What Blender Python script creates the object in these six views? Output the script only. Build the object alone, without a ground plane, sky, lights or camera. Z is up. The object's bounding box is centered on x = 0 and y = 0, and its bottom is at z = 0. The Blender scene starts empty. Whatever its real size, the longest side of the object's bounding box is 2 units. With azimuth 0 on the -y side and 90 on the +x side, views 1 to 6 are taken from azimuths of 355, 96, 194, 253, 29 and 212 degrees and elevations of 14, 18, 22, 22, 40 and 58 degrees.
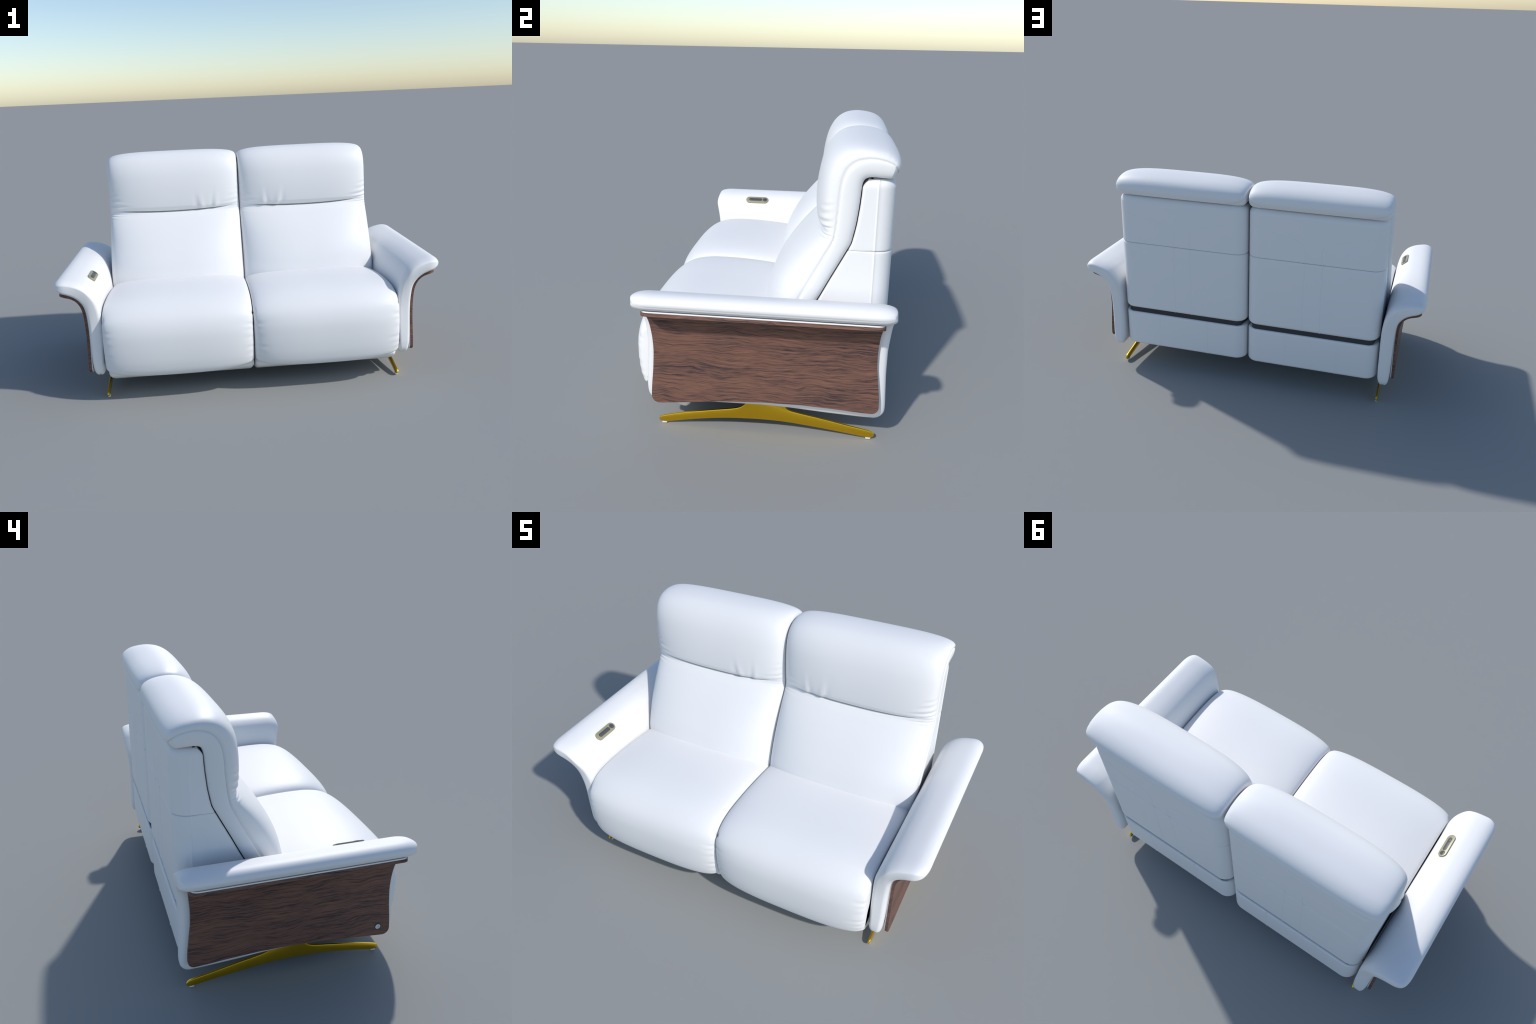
import bpy, math, random
import numpy as np

random.seed(7)
RNG = np.random.default_rng(7)

# ------------------------------------------------------------------ helpers
def spline(pts, s):
    """Cubic Hermite (Catmull-Rom) through pts at integer parameters; s = array of parameters."""
    p = np.asarray(pts, float)
    m = np.gradient(p, axis=0)
    s = np.clip(np.asarray(s, float), 0, len(p) - 1)
    i = np.minimum(s.astype(int), len(p) - 2)
    f = (s - i)[:, None]
    f2, f3 = f * f, f * f * f
    return ((2*f3 - 3*f2 + 1) * p[i] + (f3 - 2*f2 + f) * m[i]
            + (-2*f3 + 3*f2) * p[i+1] + (f3 - f2) * m[i+1])

def curve_through(pts, n, closed=False):
    """Evenly spaced points on a smooth curve through pts."""
    p = np.asarray(pts, float)
    if closed:
        q = np.vstack([p[-2:], p, p[:3]])
        m = np.gradient(q, axis=0)
        # chord-length aware tangents keep unequal spacing from overshooting
        d = np.linalg.norm(np.diff(q, axis=0), axis=1)
        out = []
        for k in range(2, 2 + len(p)):
            h = d[k]
            t0 = (q[k+1] - q[k-1]) / (d[k] + d[k-1]) * h
            t1 = (q[k+2] - q[k]) / (d[k+1] + d[k]) * h
            f = np.linspace(0, 1, 24, endpoint=False)[:, None]
            f2, f3 = f*f, f*f*f
            out.append((2*f3-3*f2+1)*q[k] + (f3-2*f2+f)*t0 + (-2*f3+3*f2)*q[k+1] + (f3-f2)*t1)
        c = np.vstack(out)
        c = np.vstack([c, c[:1]])
    else:
        q = np.vstack([2*p[0]-p[1], p, 2*p[-1]-p[-2]])
        d = np.linalg.norm(np.diff(q, axis=0), axis=1)
        out = []
        for k in range(1, len(p)):
            h = d[k]
            t0 = (q[k+1] - q[k-1]) / (d[k] + d[k-1]) * h
            t1 = (q[k+2] - q[k]) / (d[k+1] + d[k]) * h
            f = np.linspace(0, 1, 24, endpoint=False)[:, None]
            f2, f3 = f*f, f*f*f
            out.append((2*f3-3*f2+1)*q[k] + (f3-2*f2+f)*t0 + (-2*f3+3*f2)*q[k+1] + (f3-f2)*t1)
        c = np.vstack(out + [p[-1:]])
    L = np.concatenate([[0], np.cumsum(np.linalg.norm(np.diff(c, axis=0), axis=1))])
    a = np.linspace(0, L[-1], n + 1 if closed else n)
    if closed:
        a = a[:-1]
    return np.stack([np.interp(a, L, c[:, j]) for j in range(c.shape[1])], axis=1)

def normals2d(c):
    """Outward unit normals of a closed counter-clockwise or clockwise 2-D loop."""
    t = np.roll(c, -1, 0) - np.roll(c, 1, 0)
    t /= np.linalg.norm(t, axis=1)[:, None] + 1e-12
    n = np.stack([t[:, 1], -t[:, 0]], axis=1)
    area = 0.5 * np.sum(c[:, 0]*np.roll(c[:, 1], -1) - np.roll(c[:, 0], -1)*c[:, 1])
    return n if area > 0 else -n

def bump(x, c, w):
    return np.exp(-((x - c) / w) ** 2)

def sstep(a, b, x):
    t = np.clip((np.asarray(x, float) - a) / (b - a), 0, 1)
    return t*t*(3 - 2*t)

COL = bpy.context.scene.collection

def add_mesh(name, verts, faces, mat, parent=None, smooth=True, angle=None, mirror=False):
    v = np.asarray(verts, float).reshape(-1, 3).copy()
    if mirror:
        v[:, 0] *= -1
        faces = [tuple(reversed(f)) for f in faces]
    me = bpy.data.meshes.new(name)
    me.from_pydata(v.tolist(), [], [tuple(int(i) for i in f) for f in faces])
    me.validate(clean_customdata=False)
    me.update()
    if smooth:
        me.shade_smooth()
        if angle:
            me.set_sharp_from_angle(angle=math.radians(angle))
    me.materials.append(mat)
    ob = bpy.data.objects.new(name, me)
    COL.objects.link(ob)
    if parent:
        ob.parent = parent
    return ob

def orient(verts, faces):
    """Flip all faces if the closed mesh is inside out (signed volume)."""
    v = np.asarray(verts, float)
    vol = 0.0
    for f in faces:
        a = v[f[0]]
        for i in range(1, len(f) - 1):
            vol += np.dot(a, np.cross(v[f[i]], v[f[i+1]]))
    return faces if vol > 0 else [tuple(reversed(f)) for f in faces]

def ring_loft(rings, cap=True):
    """rings: (R, N, 3), each a closed loop. Returns verts, faces."""
    R, N = rings.shape[:2]
    faces = []
    for r in range(R - 1):
        for j in range(N):
            k = (j + 1) % N
            faces.append((r*N + j, r*N + k, (r+1)*N + k, (r+1)*N + j))
    if cap:
        faces.append(tuple(reversed(range(N))))
        faces.append(tuple((R-1)*N + j for j in range(N)))
    v = rings.reshape(-1, 3)
    return v, orient(v, faces)

def rounded_rect(x0, x1, y0, y1, radii, n=10):
    """Loop of a rectangle with corner radii (x0y0, x1y0, x1y1, x0y1)."""
    out = []
    for (cx, cy, a0, r) in ((x0, y0, 180, radii[0]), (x1, y0, 270, radii[1]),
                            (x1, y1, 0, radii[2]), (x0, y1, 90, radii[3])):
        sx = 1 if cx == x0 else -1
        sy = 1 if cy == y0 else -1
        for a in np.linspace(a0, a0 + 90, n):
            out.append((cx + sx*r + r*math.cos(math.radians(a)), cy + sy*r + r*math.sin(math.radians(a))))
    return np.array(out)

# ------------------------------------------------------------------ materials
def new_mat(name):
    m = bpy.data.materials.new(name)
    m.use_nodes = True
    nt = m.node_tree
    return m, nt, nt.nodes["Principled BSDF"]

def node(nt, kind, **kw):
    n = nt.nodes.new(kind)
    for k, v in kw.items():
        if k.startswith("i_"):
            n.inputs[k[2:].replace("_", " ")].default_value = v
        else:
            setattr(n, k, v)
    return n

def leather():
    m, nt, b = new_mat("white_leather")
    tc = node(nt, "ShaderNodeTexCoord")
    n1 = node(nt, "ShaderNodeTexNoise", i_Scale=3.0, i_Detail=3.0)
    nt.links.new(tc.outputs["Object"], n1.inputs["Vector"])
    r = node(nt, "ShaderNodeValToRGB")
    r.color_ramp.elements[0].position, r.color_ramp.elements[1].position = 0.3, 0.7
    r.color_ramp.elements[0].color = (*LEATHER[0], 1)
    r.color_ramp.elements[1].color = (*LEATHER[1], 1)
    nt.links.new(n1.outputs["Fac"], r.inputs["Fac"])
    nt.links.new(r.outputs["Color"], b.inputs["Base Color"])
    b.inputs["Roughness"].default_value = 0.5
    b.inputs["Specular IOR Level"].default_value = 0.3
    v = node(nt, "ShaderNodeTexVoronoi", i_Scale=420.0)
    nt.links.new(tc.outputs["Object"], v.inputs["Vector"])
    bp = node(nt, "ShaderNodeBump", i_Strength=0.03, i_Distance=0.001)
    nt.links.new(v.outputs["Distance"], bp.inputs["Height"])
    nt.links.new(bp.outputs["Normal"], b.inputs["Normal"])
    return m

LEATHER = ((0.80, 0.80, 0.80), (0.806, 0.806, 0.806))

def wood():
    m, nt, b = new_mat("walnut_veneer")
    tc = node(nt, "ShaderNodeTexCoord")
    # slow waviness of the grain
    wmap = node(nt, "ShaderNodeMapping"); wmap.inputs["Scale"].default_value = (2.0, 6.0, 8.0)
    nt.links.new(tc.outputs["Object"], wmap.inputs["Vector"])
    wav = node(nt, "ShaderNodeTexNoise", i_Scale=1.0, i_Detail=2.0, i_Roughness=0.5)
    nt.links.new(wmap.outputs["Vector"], wav.inputs["Vector"])
    sub = node(nt, "ShaderNodeVectorMath", operation="SUBTRACT"); sub.inputs[1].default_value = (.5, .5, .5)
    nt.links.new(wav.outputs["Color"], sub.inputs[0])
    mul = node(nt, "ShaderNodeVectorMath", operation="MULTIPLY"); mul.inputs[1].default_value = (0.0, 0.02, 0.055)
    nt.links.new(sub.outputs[0], mul.inputs[0])
    add = node(nt, "ShaderNodeVectorMath", operation="ADD")
    nt.links.new(tc.outputs["Object"], add.inputs[0]); nt.links.new(mul.outputs[0], add.inputs[1])
    def streak(scale, det, rough, size):
        mp = node(nt, "ShaderNodeMapping"); mp.inputs["Scale"].default_value = scale
        nt.links.new(add.outputs[0], mp.inputs["Vector"])
        t = node(nt, "ShaderNodeTexNoise", i_Scale=size, i_Detail=det, i_Roughness=rough)
        nt.links.new(mp.outputs["Vector"], t.inputs["Vector"])
        return t
    a = streak((30.0, 5.0, 175.0), 4.0, 0.62, 1.0)
    c = streak((60.0, 18.0, 330.0), 2.0, 0.6, 1.0)
    d = streak((6.0, 1.8, 22.0), 2.0, 0.5, 1.0)
    s1 = node(nt, "ShaderNodeMath", operation="MULTIPLY"); s1.inputs[1].default_value = 0.30
    nt.links.new(c.outputs["Fac"], s1.inputs[0])
    s2 = node(nt, "ShaderNodeMath", operation="MULTIPLY_ADD"); s2.inputs[1].default_value = 0.54
    nt.links.new(a.outputs["Fac"], s2.inputs[0]); nt.links.new(s1.outputs[0], s2.inputs[2])
    s3 = node(nt, "ShaderNodeMath", operation="MULTIPLY_ADD"); s3.inputs[1].default_value = 0.16
    nt.links.new(d.outputs["Fac"], s3.inputs[0]); nt.links.new(s2.outputs[0], s3.inputs[2])
    r = node(nt, "ShaderNodeValToRGB")
    e = r.color_ramp.elements
    e[0].position, e[0].color = 0.38, (0.040, 0.028, 0.031, 1)
    e[1].position, e[1].color = 0.655, (0.255, 0.124, 0.078, 1)
    k = e.new(0.44); k.color = (0.080, 0.047, 0.042, 1)
    k = e.new(0.48); k.color = (0.140, 0.074, 0.057, 1)
    k = e.new(0.55); k.color = (0.185, 0.093, 0.066, 1)
    nt.links.new(s3.outputs[0], r.inputs["Fac"])
    nt.links.new(r.outputs["Color"], b.inputs["Base Color"])
    b.inputs["Roughness"].default_value = 0.5
    b.inputs["Specular IOR Level"].default_value = 0.3
    bp = node(nt, "ShaderNodeBump", i_Strength=0.15, i_Distance=0.001)
    nt.links.new(s3.outputs[0], bp.inputs["Height"]); nt.links.new(bp.outputs["Normal"], b.inputs["Normal"])
    return m

def plain(name, col, rough=0.5, metal=0.0, spec=0.5, noise=0.06):
    m, nt, b = new_mat(name)
    tc = node(nt, "ShaderNodeTexCoord")
    n1 = node(nt, "ShaderNodeTexNoise", i_Scale=14.0, i_Detail=3.0)
    nt.links.new(tc.outputs["Object"], n1.inputs["Vector"])
    r = node(nt, "ShaderNodeValToRGB")
    r.color_ramp.elements[0].color = (*[c*(1-noise) for c in col], 1)
    r.color_ramp.elements[1].color = (*[min(1, c*(1+noise)) for c in col], 1)
    nt.links.new(n1.outputs["Fac"], r.inputs["Fac"])
    nt.links.new(r.outputs["Color"], b.inputs["Base Color"])
    b.inputs["Roughness"].default_value = rough
    b.inputs["Metallic"].default_value = metal
    b.inputs["Specular IOR Level"].default_value = spec
    return m

M_LEATHER = leather()
M_WOOD = wood()
M_GOLD = plain("brushed_gold", (0.86, 0.53, 0.032), rough=0.3, metal=1.0)
M_BEIGE = plain("champagne_metal", (0.32, 0.30, 0.19), rough=0.4, metal=0.15)
M_DARK = plain("dark_plastic", (0.068, 0.07, 0.078), rough=0.45)
M_FRAME = plain("near_black_matte", (0.06, 0.06, 0.064), rough=0.9, spec=0.1)
M_PAD = plain("clear_pad", (0.75, 0.75, 0.75), rough=0.4)
M_KNOB = plain("grey_button", (0.62, 0.64, 0.66), rough=0.4)
M_RED = plain("red_mark", (0.6, 0.03, 0.03), rough=0.5)

sofa = bpy.data.objects.new("sofa", None)
COL.objects.link(sofa)
sofa["label"] = "white leather two-seat recliner sofa with walnut sides and gold legs"
sofa["category"] = "sofa"

# ------------------------------------------------------------------ seat
SEAT_PROFILE = [(0.16, 0.500), (0.06, 0.515), (-0.05, 0.529), (-0.16, 0.538), (-0.26, 0.541), (-0.34, 0.5385),
                (-0.405, 0.527), (-0.450, 0.508), (-0.486, 0.481), (-0.511, 0.452), (-0.528, 0.417), (-0.538, 0.375), (-0.541, 0.325),
                (-0.539, 0.265), (-0.531, 0.205), (-0.515, 0.158), (-0.486, 0.137), (-0.43, 0.14),
                (-0.395, 0.18), (-0.38, 0.26), (-0.33, 0.33), (-0.20, 0.36), (0.0, 0.37), (0.13, 0.38), (0.175, 0.43)]
X_IN, X_OUT = 0.002, 0.772

def build_seat(mirror):
    N = 260
    prof = curve_through(SEAT_PROFILE, N, closed=True)
    nrm = normals2d(prof)
    y, z = prof[:, 0], prof[:, 1]
    xc, hw = 0.5*(X_IN + X_OUT), 0.5*(X_OUT - X_IN)
    th = np.linspace(-math.pi/2, math.pi/2, 101)
    n = 2.9
    front = (y < -0.36) & (z > 0.13)
    rings = []
    # folds pulled in at the two edges of the front roll
    folds = [(zz, RNG.uniform(.0012, .0030), RNG.uniform(.007, .012), RNG.uniform(.70, .86)) for zz in
             (0.395, 0.362, 0.318, 0.262, 0.222, 0.185)]
    tops = np.where(y < -0.30, 1.0, 0.0)
    for a in th:
        s = math.sin(a)
        t = math.copysign(abs(s) ** (2/n), s)
        b = max(0.0, 1 - abs(t)**n) ** (1/n)
        off = -(0.058 + 0.014*tops*sstep(.46, .39, z)) * (1 - b)
        edge = float(sstep(0.70, 1.0, abs(t)))
        for zz, amp, w, start in folds:
            k = float(sstep(start, 0.99, abs(t)))
            off += -amp * k * bump(z, zz + 0.012*(1-abs(t)), w) * tops * (1.0 if y.min() < 0 else 0)
            off += 0.5*amp * k * bump(z, zz + 0.012*(1-abs(t)) + 1.6*w, w) * tops
        # notch where the top cushion meets the front roll at the edge
        off += -0.017 * float(sstep(0.955, 1.0, abs(t))) * bump(z, 0.470, 0.010) * tops
        p = prof + nrm * off[:, None]
        rings.append(np.stack([np.full(N, xc + hw*t), p[:, 0], p[:, 1]], axis=1))
    v, f = ring_loft(np.array(rings))
    seat = add_mesh("seat_cushion", v, f, M_LEATHER, sofa, angle=50, mirror=mirror)
    # lip turned under the front roll
    lip = curve_through([(-0.458, 0.152), (-0.442, 0.126), (-0.396, 0.101), (-0.345, 0.075), (-0.312, 0.065), (-0.294, 0.075),
                         (-0.286, 0.10), (-0.288, 0.15), (-0.34, 0.19), (-0.43, 0.19)], 90, closed=True)
    ln = normals2d(lip)
    rings = []
    x0, x1, r = 0.003, 0.764, 0.022
    xs = [x0 + r*(1-math.cos(a)) for a in np.linspace(0, math.pi/2, 8)]
    xs = xs + list(np.linspace(x0+r, x1-r, 12))[1:-1] + [x0 + x1 - q for q in reversed(xs)]
    for x in xs:
        d = min(x - x0, x1 - x)
        o = 0 if d >= r else r - math.sqrt(max(0, r*r - (r-d)**2))
        p = lip - ln*o
        rings.append(np.stack([np.full(len(p), x), p[:, 0], p[:, 1]], axis=1))
    v, f = ring_loft(np.array(rings))
    add_mesh("footrest_lip", v, f, M_LEATHER, seat, angle=50, mirror=mirror)
    return seat

# ------------------------------------------------------------------ backrest cushion (lumbar + headrest)
# matched stations from the bottom of the lumbar cushion over the top of the headrest to the tip of its roll:
# seam with the side band, middle of the front face, rear edge of the side band
SEAM = [(.080,.44),(.118,.512),(.168,.608),(.205,.678),(.241,.747),(.266,.798),(.284,.836),(.293,.872),(.300,.919),
        (.306,.992),(.309,1.043),(.318,1.089),(.333,1.123),(.361,1.149),(.395,1.161),(.428,1.163),(.466,1.156),(.497,1.143),(.512,1.122),(.512,1.102)]
FACE = [(.050,.40),(.006,.485),(.014,.57),(.042,.645),(.086,.718),(.138,.782),(.188,.834),(.226,.872),(.212,.905),
        (.2065,.975),(.212,1.05),(.229,1.118),(.261,1.172),(.308,1.206),(.365,1.219),(.425,1.216),(.482,1.202),(.520,1.175),(.5355,1.137),(.524,1.101)]
REAR = [(.150,.44),(.188,.515),(.237,.609),(.275,.685),(.313,.759),(.335,.802),(.352,.837),(.360,.872),(.368,.915),
        (.376,.985),(.380,1.04),(.383,1.068),(.388,1.083),(.396,1.092),(.410,1.097),(.430,1.098),(.462,1.096),(.485,1.094),(.500,1.094),(.505,1.095)]
CREASE = 7.0

def build_back(mirror):
    rows = np.concatenate([np.linspace(0, 6.2, 50)[:-1], np.linspace(6.2, 8.4, 56)[:-1], np.linspace(8.4, 17, 100)[:-1], np.linspace(17, 19, 24)])
    S, F, G = spline(SEAM, rows), spline(FACE, rows), spline(REAR, rows)
    xc = 0.3905
    hw = np.interp(rows, [0, 2, 7, 12, 15.5, 16.6, 17.2, 17.7, 18.1, 18.5, 18.8, 19], [.389, .390, .388, .387, .385, .382, .379, .368, .354, .334, .313, .292])
    n = 2.7
    nb = np.interp(rows, [0, 7.5, 10, 12.5, 16, 17.5, 19], [2.7, 2.8, 3.0, 3.6, 3.6, 3.2, 2.7])   # squarer shoulders on the headrest
    th = np.linspace(0, math.pi, 97)
    cols_t = [math.copysign(abs(math.cos(a))**(2/n), math.cos(a)) for a in th]   # +1 outer ... -1 inner
    D = F - S
    Dl = np.linalg.norm(D, axis=1)[:, None]
    Du = D / Dl
    Zs = S[:, 1]
    # wrinkles that run in from the seams
    side_folds = []
    for s0, amp, w, reach in ((7.55, .0035, .11, .70), (8.0, .0040, .13, .62), (8.45, .0030, .12, .74), (8.85, .0022, .12, .82),
                              (6.72, .0030, .10, .60), (6.35, .0024, .11, .72), (5.95, .0016, .12, .8)):
        side_folds.append((s0, amp, w, reach))
    gathers = [(s0, RNG.uniform(.0006, .0016), RNG.uniform(.03, .06)) for s0 in np.concatenate([np.linspace(9.4, 11.0, 12), np.linspace(13.6, 17.2, 30)])]
    ring = []
    NR = len(rows)
    def put(x, yz):
        ring.append(np.stack([x if np.ndim(x) else np.full(NR, x), yz[:, 0], yz[:, 1]], axis=1))
    band = [(1.0, -.014), (.95, -.0085), (.85, -.003), (.7, .0015), (.5, .004), (.3, .005), (.16, .0048), (.08, .0038), (.045, .0026), (.02, .0008)]
    for sgn in (1, -1):
        side = []
        for f, bu in band:
            side.append((xc + sgn*(hw + bu - .002), S*(1-f) + G*f))
        side.append((xc + sgn*(hw - .0055), S.copy()))
        tuck = [(xc + sgn*(hw - .026), G + (G - S)*.03), (xc + sgn*(hw - .05), G + (G-S)*.02)]
        if sgn == 1:
            for x, yz in (tuck[1], tuck[0]):
                put(x, yz)
            for x, yz in side:
                put(x, yz)
            # front face
            for t in cols_t[1:-1]:
                b = ((1 - abs(t)**nb) ** (1/nb))[:, None]
                at = abs(t)
                s_c = CREASE + 0.62*at**2.2
                depth = 0.026*(1 - float(sstep(.45, .95, at)))
                disp = -depth * bump(rows, s_c - .02, 0.09)
                k_edge = float(sstep(.55, .97, at))
                for s0, amp, w, reach in side_folds:
                    k = float(sstep(reach, .97, at)) * (1 - .5*float(sstep(.985, 1, at)))
                    c = s0 + (s_c - CREASE)*.25
                    disp += k*amp*(1.0 if t > 0 else .4)*(-bump(rows, c, w) + .7*bump(rows, c + 1.7*w, w))
                kg = float(sstep(.93, .985, at))
                for s0, amp, w in gathers:
                    disp += -kg*amp*bump(rows, s0, w)
                # two soft pleats near the inner corner of the headrest
                X = xc + hw*t
                for x0, lean, amp in ((.160, .006, .0038), (.240, -.010, .0055)):
                    up = np.exp(-np.clip(rows - 7.5, 0, 9)**2 / (2*.75**2)) * sstep(7.05, 7.5, rows)
                    xx = X - (x0 - lean*(rows - 7.5))
                    disp += up*amp*(bump(xx, -.012, .016) - 1.1*bump(xx, .009, .010))
                x_in = xc + (hw + .001)*t
                put(x_in, S + D*b + Du*disp[:, None])
        else:
            for x, yz in reversed(side):
                put(x, yz)
            for x, yz in tuck:
                put(x, yz)
    rings = np.array(ring).transpose(1, 0, 2)        # rows x loop
    v, f = ring_loft(rings)
    R, N = rings.shape[:2]
    # one smooth surface, split into lumbar cushion and headrest along the fold (gusset seam stays with the fold)
    me = bpy.data.meshes.new("tmp")
    vv = v.copy()
    if mirror:
        vv[:, 0] *= -1
        f = [tuple(reversed(q)) for q in f]
    me.from_pydata(vv.tolist(), [], f)
    me.update()
    nrm = np.array([q.vector[:] for q in me.vertex_normals])
    bpy.data.meshes.remove(me)
    cut = int(np.argmin(abs(rows - CREASE)))
    for name, test in (("lumbar_cushion", lambda r: r < cut), ("headrest", lambda r: r >= cut)):
        fs = [q for q in f if test(min(i // N for i in q))]
        used = sorted({i for q in fs for i in q})
        mp = {o: i for i, o in enumerate(used)}
        ob = add_mesh(name, vv[used], [tuple(mp[i] for i in q) for q in fs], M_LEATHER, sofa)
        ob.data.normals_split_custom_set_from_vertices(nrm[used].tolist())

# ------------------------------------------------------------------ rear shells and base
def shell(name, z0, z1, yf, yb, mirror, r_top=.02, r_bot=.02, parent=None, x0=.004, x1=.766, rc=.066, gap_follow=False):
    zs = []
    for a in np.linspace(0, math.pi/2, 9):
        zs.append((z0 + r_bot*(1-math.cos(a)), r_bot*(1-math.sin(a))))
    for q in np.linspace(0, 1, 24)[1:-1]:
        zs.append((z0 + r_bot + q*(z1 - z0 - r_bot - r_top), 0))
    for a in np.linspace(math.pi/2, 0, 9):
        zs.append((z1 - r_top*(1-math.cos(a)), r_top*(1-math.sin(a))))
    rings = []
    for z, o in zs:
        y_f = yf(z) if callable(yf) else yf
        xm = 0.5*(x0+x1)
        c = rounded_rect(x0, x1, y_f, yb, (.012, .012, rc, rc), 14)
        # extra points on the outer side near the rounded corner carry a piped ridge
        k = 28
        c = np.vstack([c[:k], [(x1, q) for q in np.linspace(y_f + .02, yb - rc - .014, 8)],
                       [(x1, q) for q in np.linspace(yb - rc - .012, yb - rc - .001, 9)], c[k:]])
        ridge = bump(c[:, 1], yb - rc - .004, .0035)*(c[:, 0] > x1 - .004)*.0028
        w = .35 + .65*sstep(.40, .45, c[:, 1]) if abs(z - .81) < .012 else np.ones(len(c))
        nn = normals2d(c)
        c = c - nn*(np.minimum(o*w, .03) - ridge)[:, None]
        rings.append(np.stack([c[:, 0], c[:, 1], np.full(len(c), z)], axis=1))
    v, f = ring_loft(np.array(rings))
    return add_mesh(name, v, f, M_LEATHER, parent or sofa, angle=45, mirror=mirror)

def build_rear(mirror):
    g = np.array([(p[0] + .006, p[1]) for p in REAR[:11]])
    def yf(z):
        y = float(np.interp(z, g[:, 1], g[:, 0]))
        if z > 1.04:
            y += .25*max(0, z - 1.055)
        return y
    lower = shell("lower_back_panel", .392, .8097, yf, .516, mirror, r_top=.008, r_bot=.022)
    shell("upper_back_panel", .8103, 1.090, yf, .516, mirror, r_top=.034, r_bot=.008)
    shell("base_panel", .152, .365, .05, .516, mirror, r_top=.012, r_bot=.016)
    # near-black plate set just behind the surface, across the hollow gap between lower panel and base
    c = [(x, y, z) for z in (.345, .42) for (x, y) in ((.02, .40), (.748, .40), (.736, .489), (.715, .5035), (.055, .5035), (.034, .489))]
    add_mesh("gap_dark_plate", c, [tuple(range(5, -1, -1)), tuple(range(6, 12))] + [(k, (k+1) % 6, 6 + (k+1) % 6, 6 + k) for k in range(6)], M_FRAME, sofa, smooth=False, mirror=mirror)
    # flat stitched seams on the rear
    tubes = [[(.434, .40), (.431, .56), (.431, .70), (.432, .81), (.427, .890), (.445, .924), (.513, .947), (.624, .971), (.762, 1.004)],
             [(.330, .40), (.329, .56), (.332, .70), (.336, .81), (.332, .893), (.315, .922), (.268, .944), (.178, .963), (.05, .990), (.008, .998)],
             [(.535, .158), (.535, .358)], [(.235, .158), (.235, .358)]]
    vs, fs = [], []
    for pts in tubes:
        p = curve_through(pts, 60)
        t = np.gradient(p, axis=0); t /= np.linalg.norm(t, axis=1)[:, None]
        side = np.stack([-t[:, 1], t[:, 0]], axis=1)
        base = len(vs)
        for k, (q, sd) in enumerate(zip(p, side)):
            # follow the rounded corners of the panel
            e = max(0.0, .066 - min(q[0] - .004, .766 - q[0]))
            yb = .516 - (.066 - math.sqrt(max(0, .066**2 - e*e)))
            for a, h in ((-.0022, -.0006), (0, .0013), (.0022, -.0006)):
                vs.append((q[0] + sd[0]*a, yb + h, q[1] + sd[1]*a))
            if k:
                for j in (0, 1):
                    fs.append((base + (k-1)*3 + j, base + (k-1)*3 + j+1, base + k*3 + j+1, base + k*3 + j))
    add_mesh("rear_stitching", vs, fs, M_LEATHER, lower, mirror=mirror)["kind"] = "stuff"
    # dark box filling the body behind the gap and under the seat
    c = [(x, y, z) for z in (.165, .42) for (x, y) in ((.03, -.36), (.70, -.36), (.70, .47), (.03, .47))]
    add_mesh("dark_fill_box", c, [(3, 2, 1, 0), (4, 5, 6, 7), (0, 1, 5, 4), (1, 2, 6, 5), (2, 3, 7, 6), (3, 0, 4, 7)], M_FRAME, sofa, smooth=False, mirror=mirror)

# ------------------------------------------------------------------ armrests
ARM = [(.780, .17), (.776, .22), (.775, .32), (.775, .41), (.778, .475), (.787, .53), (.805, .580), (.832, .617), (.870, .641),
       (.915, .655), (.955, .660), (.983, .653), (.9985, .635), (.991, .613), (.967, .5955), (.935, .5845), (.906, .5715), (.8785, .549),
       (.859, .515), (.850, .46), (.846, .38), (.845, .28), (.842, .20), (.836, .160), (.826, .138), (.811, .129), (.793, .139)]

def arch(y):
    """Rise of the lower edge of the side between its two ends."""
    return np.interp(y, [-.48, -.40, -.185, .033, .15, .287, .431, .53], [0, .001, .007, .011, .007, -.003, -.010, -.011])

def front_y(z):
    return np.interp(z, [.12, .17, .20, .24, .31, .41, .47, .51, .54, .575, .61, .65, .67], [-.444, -.449, -.451, -.448, -.444, -.440, -.444, -.449, -.454, -.463, -.472, -.469, -.463])

def back_y(z):
    return np.interp(z, [.12, .18, .33, .43, .54, .61, .67], [.523, .529, .522, .522, .532, .542, .535])

def smooth_fn(fn):
    zz = np.linspace(.08, .72, 257)
    k = np.exp(-np.linspace(-2, 2, 33)**2); k /= k.sum()
    q = np.convolve(np.pad(fn(zz), 16, mode="edge"), k, mode="valid")
    return lambda z: np.interp(z, zz, q)

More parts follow.
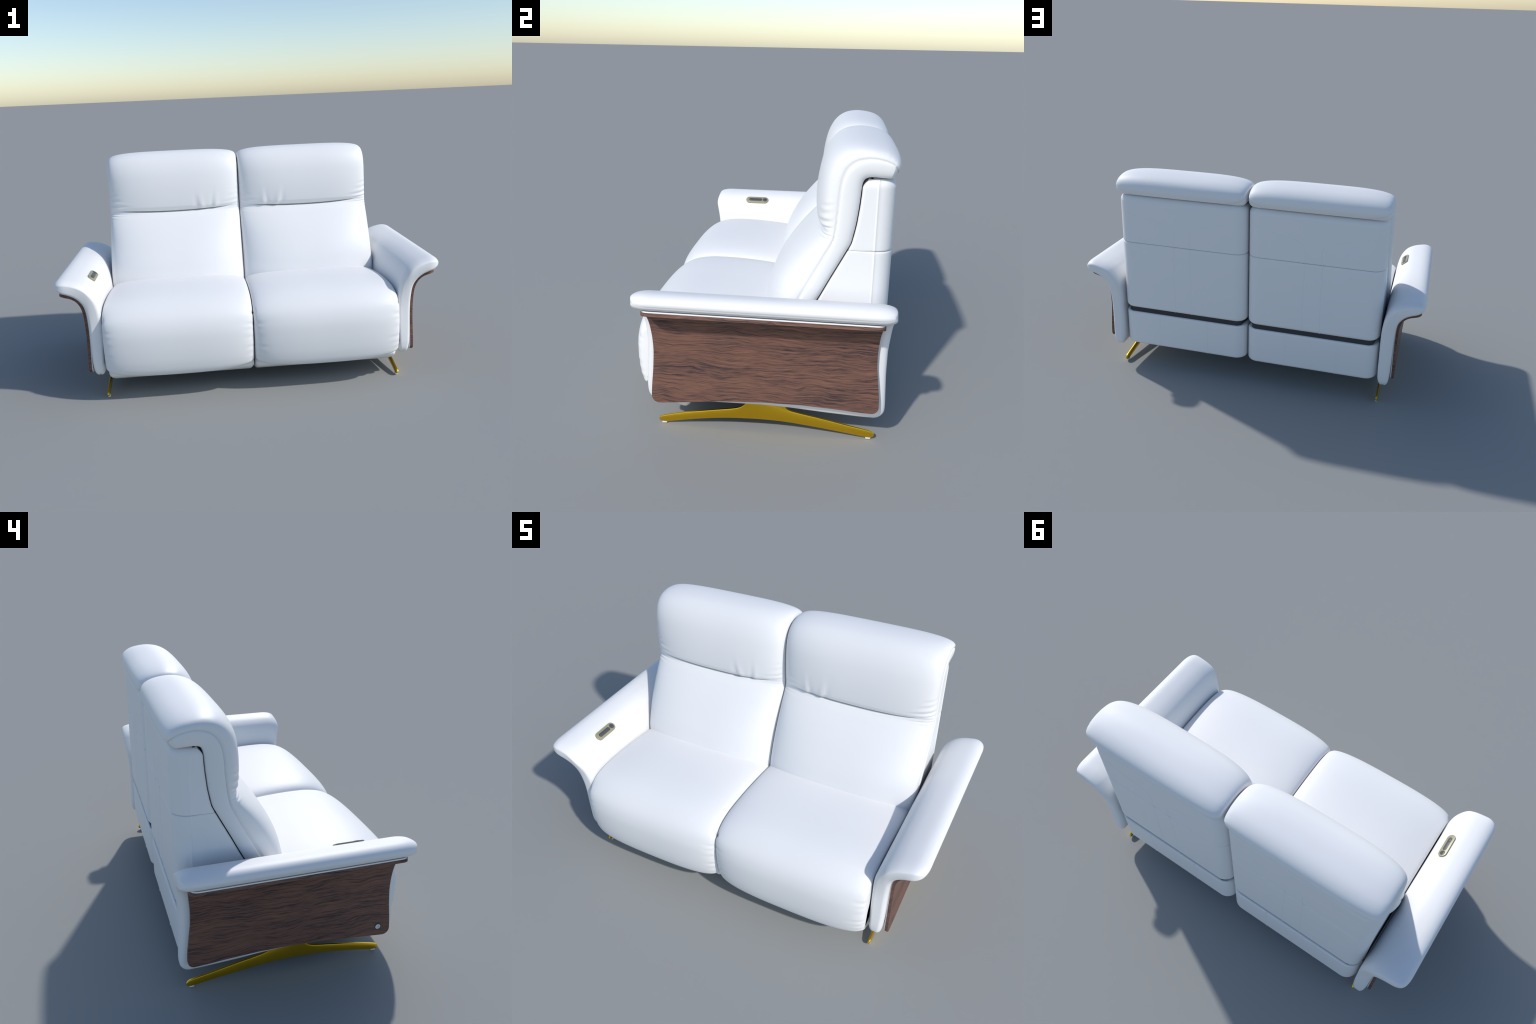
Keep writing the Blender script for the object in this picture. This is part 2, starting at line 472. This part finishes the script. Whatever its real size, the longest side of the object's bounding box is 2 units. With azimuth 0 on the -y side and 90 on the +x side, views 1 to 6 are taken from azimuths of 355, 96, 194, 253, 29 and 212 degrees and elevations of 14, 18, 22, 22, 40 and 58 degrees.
def build_arm(mirror):
    N = 480
    sec = curve_through(ARM, N, closed=True)
    nr = normals2d(sec)
    fy, by = smooth_fn(front_y), smooth_fn(back_y)
    zq = sec[:, 1]
    yf, yb = fy(zq), by(zq)
    # lower corners are rounded in the side view
    low = np.clip((.172 - zq)/.042, 0, 1)
    rise = .024*(1 - np.sqrt(np.clip(1 - low**2, 0, 1)))
    # outer tip is rounded off in plan
    tip = np.clip((sec[:, 0] - .93)/.07, 0, 1)**2.2
    yf, yb = yf + rise + .021*tip, yb - rise - .013*tip
    # stitched seam along the outer tip
    sd = np.hypot(sec[:, 0] - .9935, sec[:, 1] - .6205)
    seam = .0018*np.exp(-(sd/.0028)**2)
    stitched = nr*seam[:, None]
    Lr = .026 + .042*sstep(.53, .64, zq)
    rings = []
    tau = np.linspace(1, 0, 12)
    # where the outline turns tightly the inset stays inside the local radius
    seg = np.linalg.norm(np.roll(sec, -1, 0) - sec, axis=1).mean()
    turn = np.sum((np.roll(nr, -8, 0) - np.roll(nr, 8, 0)) * (np.roll(sec, -8, 0) - np.roll(sec, 8, 0)), axis=1) / (16*seg)**2
    lim = np.clip(.72/np.maximum(turn, 1e-3), .005, .020)
    kk = np.hanning(61); kk /= kk.sum()
    lim = np.convolve(np.concatenate([lim[-30:], lim, lim[:30]]), kk, mode="valid")
    def place(y, off, groove=1.0):
        p = sec - stitched*groove - nr*(off/.020*lim)[:, None]
        z = p[:, 1] + arch(y)*sstep(.42, .16, p[:, 1])
        return np.stack([p[:, 0], y, z], axis=1)
    for t in tau:
        a = t*math.pi/2
        rings.append(place(yf + Lr*(1 - math.sin(a)), .020*(1 - math.cos(a)), 1 - t))
    for q in np.linspace(0, 1, 40)[1:-1]:
        rings.append(place((yf + Lr)*(1-q) + (yb - Lr)*q, 0))
    for t in tau[::-1]:
        a = t*math.pi/2
        rings.append(place(yb - Lr*(1 - math.sin(a)), .020*(1 - math.cos(a)), 1 - t))
    rings = np.array(rings)
    v, f = ring_loft(rings, cap=False)
    # end faces: a strip of quads from the inner to the outer side of the section
    A, B = int(np.argmax(sec[:, 0])), int(np.argmin(sec[:, 1]))
    up = [(A - i) % N for i in range((A - B) % N + 1)]
    dn = [(A + i) % N for i in range((B - A) % N + 1)]
    for base, flip in ((0, False), ((len(rings) - 1)*N, True)):
        i = j = 0
        while i < len(up) - 1 or j < len(dn) - 1:
            if j >= len(dn) - 1 or (i < len(up) - 1 and (i + 1)/(len(up) - 1) <= (j + 1)/(len(dn) - 1)):
                q = (up[i], up[i+1], dn[j]); i += 1
            else:
                q = (up[i], dn[j+1], dn[j]); j += 1
            if len(set(q)) == 3:
                q = tuple(base + k for k in q)
                f.append(tuple(reversed(q)) if flip else q)
    # outward check on the front end face
    a, b, c = (v[k] for k in f[-1])
    if np.cross(b - a, c - a)[1] < 0:
        ncap = len(f) - (len(rings) - 1)*N
        f = f[:-ncap] + [tuple(reversed(q)) for q in f[-ncap:]]
    arm = add_mesh("armrest", v, f, M_LEATHER, sofa, angle=60, mirror=mirror)

    # curved wooden side panel
    outer = curve_through([(.867, .150), (.866, .25), (.865, .353), (.867, .443), (.871, .488), (.880, .519), (.895, .543),
                           (.917, .559), (.950, .570), (.980, .577)], 90)
    h = outer[:, 1] - outer[0, 1]
    arc = np.concatenate([[0], np.cumsum(np.linalg.norm(np.diff(outer, axis=0), axis=1))])
    rc = .030
    u = np.concatenate([rc*(1 - np.cos(np.linspace(0, math.pi/2, 10))), np.linspace(rc, arc[-1] - .032, 60)[1:],
                        arc[-1] - .032 + .032*np.sin(np.linspace(0, math.pi/2, 8))[1:]])
    X, Z0 = np.interp(u, arc, outer[:, 0]), np.interp(u, arc, outer[:, 1])
    tx = np.gradient(X, u); tz = np.gradient(Z0, u)
    ln = np.hypot(tx, tz); nx, nz = tz/ln, -tx/ln
    wf = np.interp(Z0, [.15, .188, .232, .297, .382, .44, .50, .55, .58], [-.421, -.423, -.420, -.413, -.408, -.411, -.419, -.427, -.428])
    wb = np.interp(Z0, [.15, .21, .285, .37, .44, .51, .55, .585], [.500, .500, .492, .482, .481, .487, .494, .500])
    ks = np.exp(-np.linspace(-2, 2, 11)**2); ks /= ks.sum()
    wf = np.convolve(np.pad(wf, 5, mode="edge"), ks, mode="valid"); wb = np.convolve(np.pad(wb, 5, mode="edge"), ks, mode="valid")
    lo = np.clip(1 - u/rc, 0, 1); lo = rc*(1 - np.sqrt(1 - lo**2))
    up = np.clip(1 - (arc[-1]-u)/.032, 0, 1); up = .032*(1 - np.sqrt(1 - up**2))
    wf, wb = wf + lo + up, wb - lo - up
    cols = np.linspace(0, 1, 60)
    th = .0135
    def sheet(d):
        P = np.zeros((len(u), len(cols), 3))
        for j, q in enumerate(cols):
            y = wf*(1-q) + wb*q
            P[:, j, 0] = X + nx*d
            P[:, j, 1] = y
            lift = np.interp(y, [-.42, -.384, -.294, -.146, .038, .191, .334, .428, .50], [-.006, -.005, .004, .021, .031, .032, .025, .018, .015])
            P[:, j, 2] = Z0 + nz*d + lift*sstep(.46, .17, Z0)
        return P
    bev = .0022
    a, b2 = sheet(0), sheet(-th)
    n0, m0 = len(u), len(cols)
    verts = np.vstack([a.reshape(-1, 3), b2.reshape(-1, 3)])
    faces = []
    K = n0*m0
    for i in range(n0-1):
        for j in range(m0-1):
            p, q, r, s = i*m0+j, i*m0+j+1, (i+1)*m0+j+1, (i+1)*m0+j
            faces.append((p, q, r, s)); faces.append((K+s, K+r, K+q, K+p))
    loop = [j for j in range(m0)] + [i*m0+m0-1 for i in range(1, n0)] + [(n0-1)*m0+j for j in range(m0-2, -1, -1)] + [i*m0 for i in range(n0-2, 0, -1)]
    for i, p in enumerate(loop):
        q = loop[(i+1) % len(loop)]
        faces.append((q, p, K+p, K+q))
    add_mesh("wood_panel", verts, orient(verts, faces), M_WOOD, arm, angle=40, mirror=mirror)
    # pale backing strip between wood and upholstery
    c = sheet(-th - .0005); e = sheet(-th - .0055)
    def shrink(P, s):
        Q = P.copy(); y0, y1 = P[:, :1, 1], P[:, -1:, 1]; m = .5*(y0+y1)
        Q[:, :, 1] = m + (P[:, :, 1] - m)*s
        return Q
    c, e = shrink(c, .992), shrink(e, .992)
    verts = np.vstack([c.reshape(-1, 3), e.reshape(-1, 3)])
    add_mesh("panel_backing", verts, orient(verts, faces), M_LEATHER, arm, angle=40, mirror=mirror)
    return arm

# ------------------------------------------------------------------ legs
LEG = [(-.384, .0065), (-.405, .006), (-.417, .012), (-.4195, .020), (-.413, .029), (-.398, .035), (-.308, .057), (-.18, .080), (-.100, .0935),
       (-.070, .102), (-.052, .114), (-.040, .130), (-.036, .150), (.000, .154), (.060, .154), (.112, .150), (.116, .128), (.130, .110), (.155, .100),
       (.276, .077), (.399, .052), (.475, .0375), (.491, .030), (.4975, .019), (.492, .009), (.478, .005), (.458, .007), (.319, .027),
       (.154, .0465), (.07, .0515), (-.013, .0515), (-.138, .045), (-.266, .028)]

def build_leg(mirror):
    loop = curve_through(LEG, 240, closed=True)
    n = normals2d(loop)
    x0, x1, r = .7775, .7885, .0025
    rings = []
    for x, o in ((x0, r), (x0 + r*.3, r*.3), (x0 + r, 0), (x1 - r, 0), (x1 - r*.3, r*.3), (x1, r)):
        p = loop - n*o
        rings.append(np.stack([np.full(len(p), x), p[:, 0], p[:, 1]], axis=1))
    v, f = ring_loft(np.array(rings))
    leg = add_mesh("leg", v, f, M_GOLD, sofa, angle=30, mirror=mirror)
    for y in (-.396, .473):
        c = rounded_rect(.775, .788, y-.011, y+.011, (.004,)*4, 5)
        rings = [np.stack([c[:, 0], c[:, 1], np.full(len(c), z)], axis=1) for z in (0.0, .009)]
        v, f = ring_loft(np.array(rings))
        add_mesh("foot_pad", v, f, M_PAD, leg, angle=40, mirror=mirror)

# ------------------------------------------------------------------ controls on the arm
def pill(w, l, h, z0, bev, center=(0, 0), n=14, dish=0):
    """Raised capsule in local (u = across, v = along, w = up): rings from the base up."""
    r = w/2
    base = []
    for a in np.linspace(0, 180, n):
        base.append((r*math.cos(math.radians(a)), l/2 - r + r*math.sin(math.radians(a))))
    for a in np.linspace(180, 360, n):
        base.append((r*math.cos(math.radians(a)), -l/2 + r + r*math.sin(math.radians(a))))
    base = np.array(base)
    rings = []
    for zz, o in ((z0, 0), (z0 + h - bev, 0), (z0 + h - bev*.3, bev*.3), (z0 + h, bev)):
        d = np.linalg.norm(base, axis=1)
        q = base.copy()
        q[:, 0] *= (r - o)/r
        q[:, 1] *= (l/2 - o)/(l/2)
        rings.append(np.stack([q[:, 0] + center[0], q[:, 1] + center[1], np.full(len(q), zz)], axis=1))
    return np.array(rings)

def build_control(arm):
    O = np.array([-.8345, -.2125, .6195])
    nrm = np.array([.60, 0, .80]); nrm /= np.linalg.norm(nrm)
    along = np.array([0, 1.0, 0]); across = np.cross(along, nrm)
    def to_world(r):
        return O + r[..., :1]*across + r[..., 1:2]*along + r[..., 2:3]*nrm
    def part(name, rings, mat, parent):
        v, f = ring_loft(to_world(rings))
        return add_mesh(name, v, f, mat, parent, angle=35)
    plate = part("control_plate", pill(.046, .142, .014, -.008, .002), M_BEIGE, arm)
    part("slide_switch", pill(.021, .084, .0025, .0045, .0008, (0, -.010)), M_DARK, plate)
    part("switch_thumb", pill(.017, .026, .002, .0065, .0008, (0, -.036)), M_DARK, plate)
    part("round_button", pill(.0275, .0275, .0025, .0045, .0008, (0, .049)), M_DARK, plate)
    part("button_ridge", pill(.004, .018, .0012, .0065, .0004, (0, .049)), M_FRAME, plate)

def build_knob(panel):
    c = np.array([-.8665, -.364, .194])
    def disc(name, r, x0, x1, mat, parent):
        a = np.linspace(0, 2*math.pi, 33)[:-1]
        rings = [np.stack([np.full(32, x), c[1] + (r - o)*np.cos(a), c[2] + (r - o)*np.sin(a)], axis=1) for x, o in ((x0, 0), (x1 + .0006, 0), (x1, .0006))]
        v, f = ring_loft(np.array(rings))
        return add_mesh(name, v, f, mat, parent, angle=40)
    k = disc("release_button_ring", .0142, c[0] + .003, c[0] - .0022, M_FRAME, panel)
    disc("release_button", .0122, c[0] + .003, c[0] - .0036, M_KNOB, k)
    # small red arrow: a head and two thin barbs
    x = c[0] - .0036
    def bar(p, q, w):
        p, q = np.array(p), np.array(q)
        d = (q - p)/np.linalg.norm(q - p); s = np.array([-d[1], d[0]])*w
        P = [p + s, p - s, q - s, q + s]
        vs = [(xx, c[1] + a[0], c[2] + a[1]) for xx in (x + .001, x - .0005) for a in P]
        fs = [(3, 2, 1, 0), (4, 5, 6, 7), (0, 1, 5, 4), (1, 2, 6, 5), (2, 3, 7, 6), (3, 0, 4, 7)]
        return vs, fs
    vs, fs = [], []
    for p, q, w in (((.0, .004), (-.003, .0), .0006), ((.0, -.005), (-.003, .0), .0004), ((-.0015, .0), (-.0045, .0), .0013)):
        a, b = bar(p, q, w)
        fs += [tuple(i + len(vs) for i in t) for t in b]; vs += a
    add_mesh("arrow_mark", vs, fs, M_RED, k, smooth=False)

for mirror in (False, True):
    build_seat(mirror)
    build_back(mirror)
    build_rear(mirror)
    arm = build_arm(mirror)
    build_leg(mirror)
    if mirror:
        build_control(arm)
        panel = [o for o in arm.children if o.name.startswith("wood_panel")][0]
        build_knob(panel)
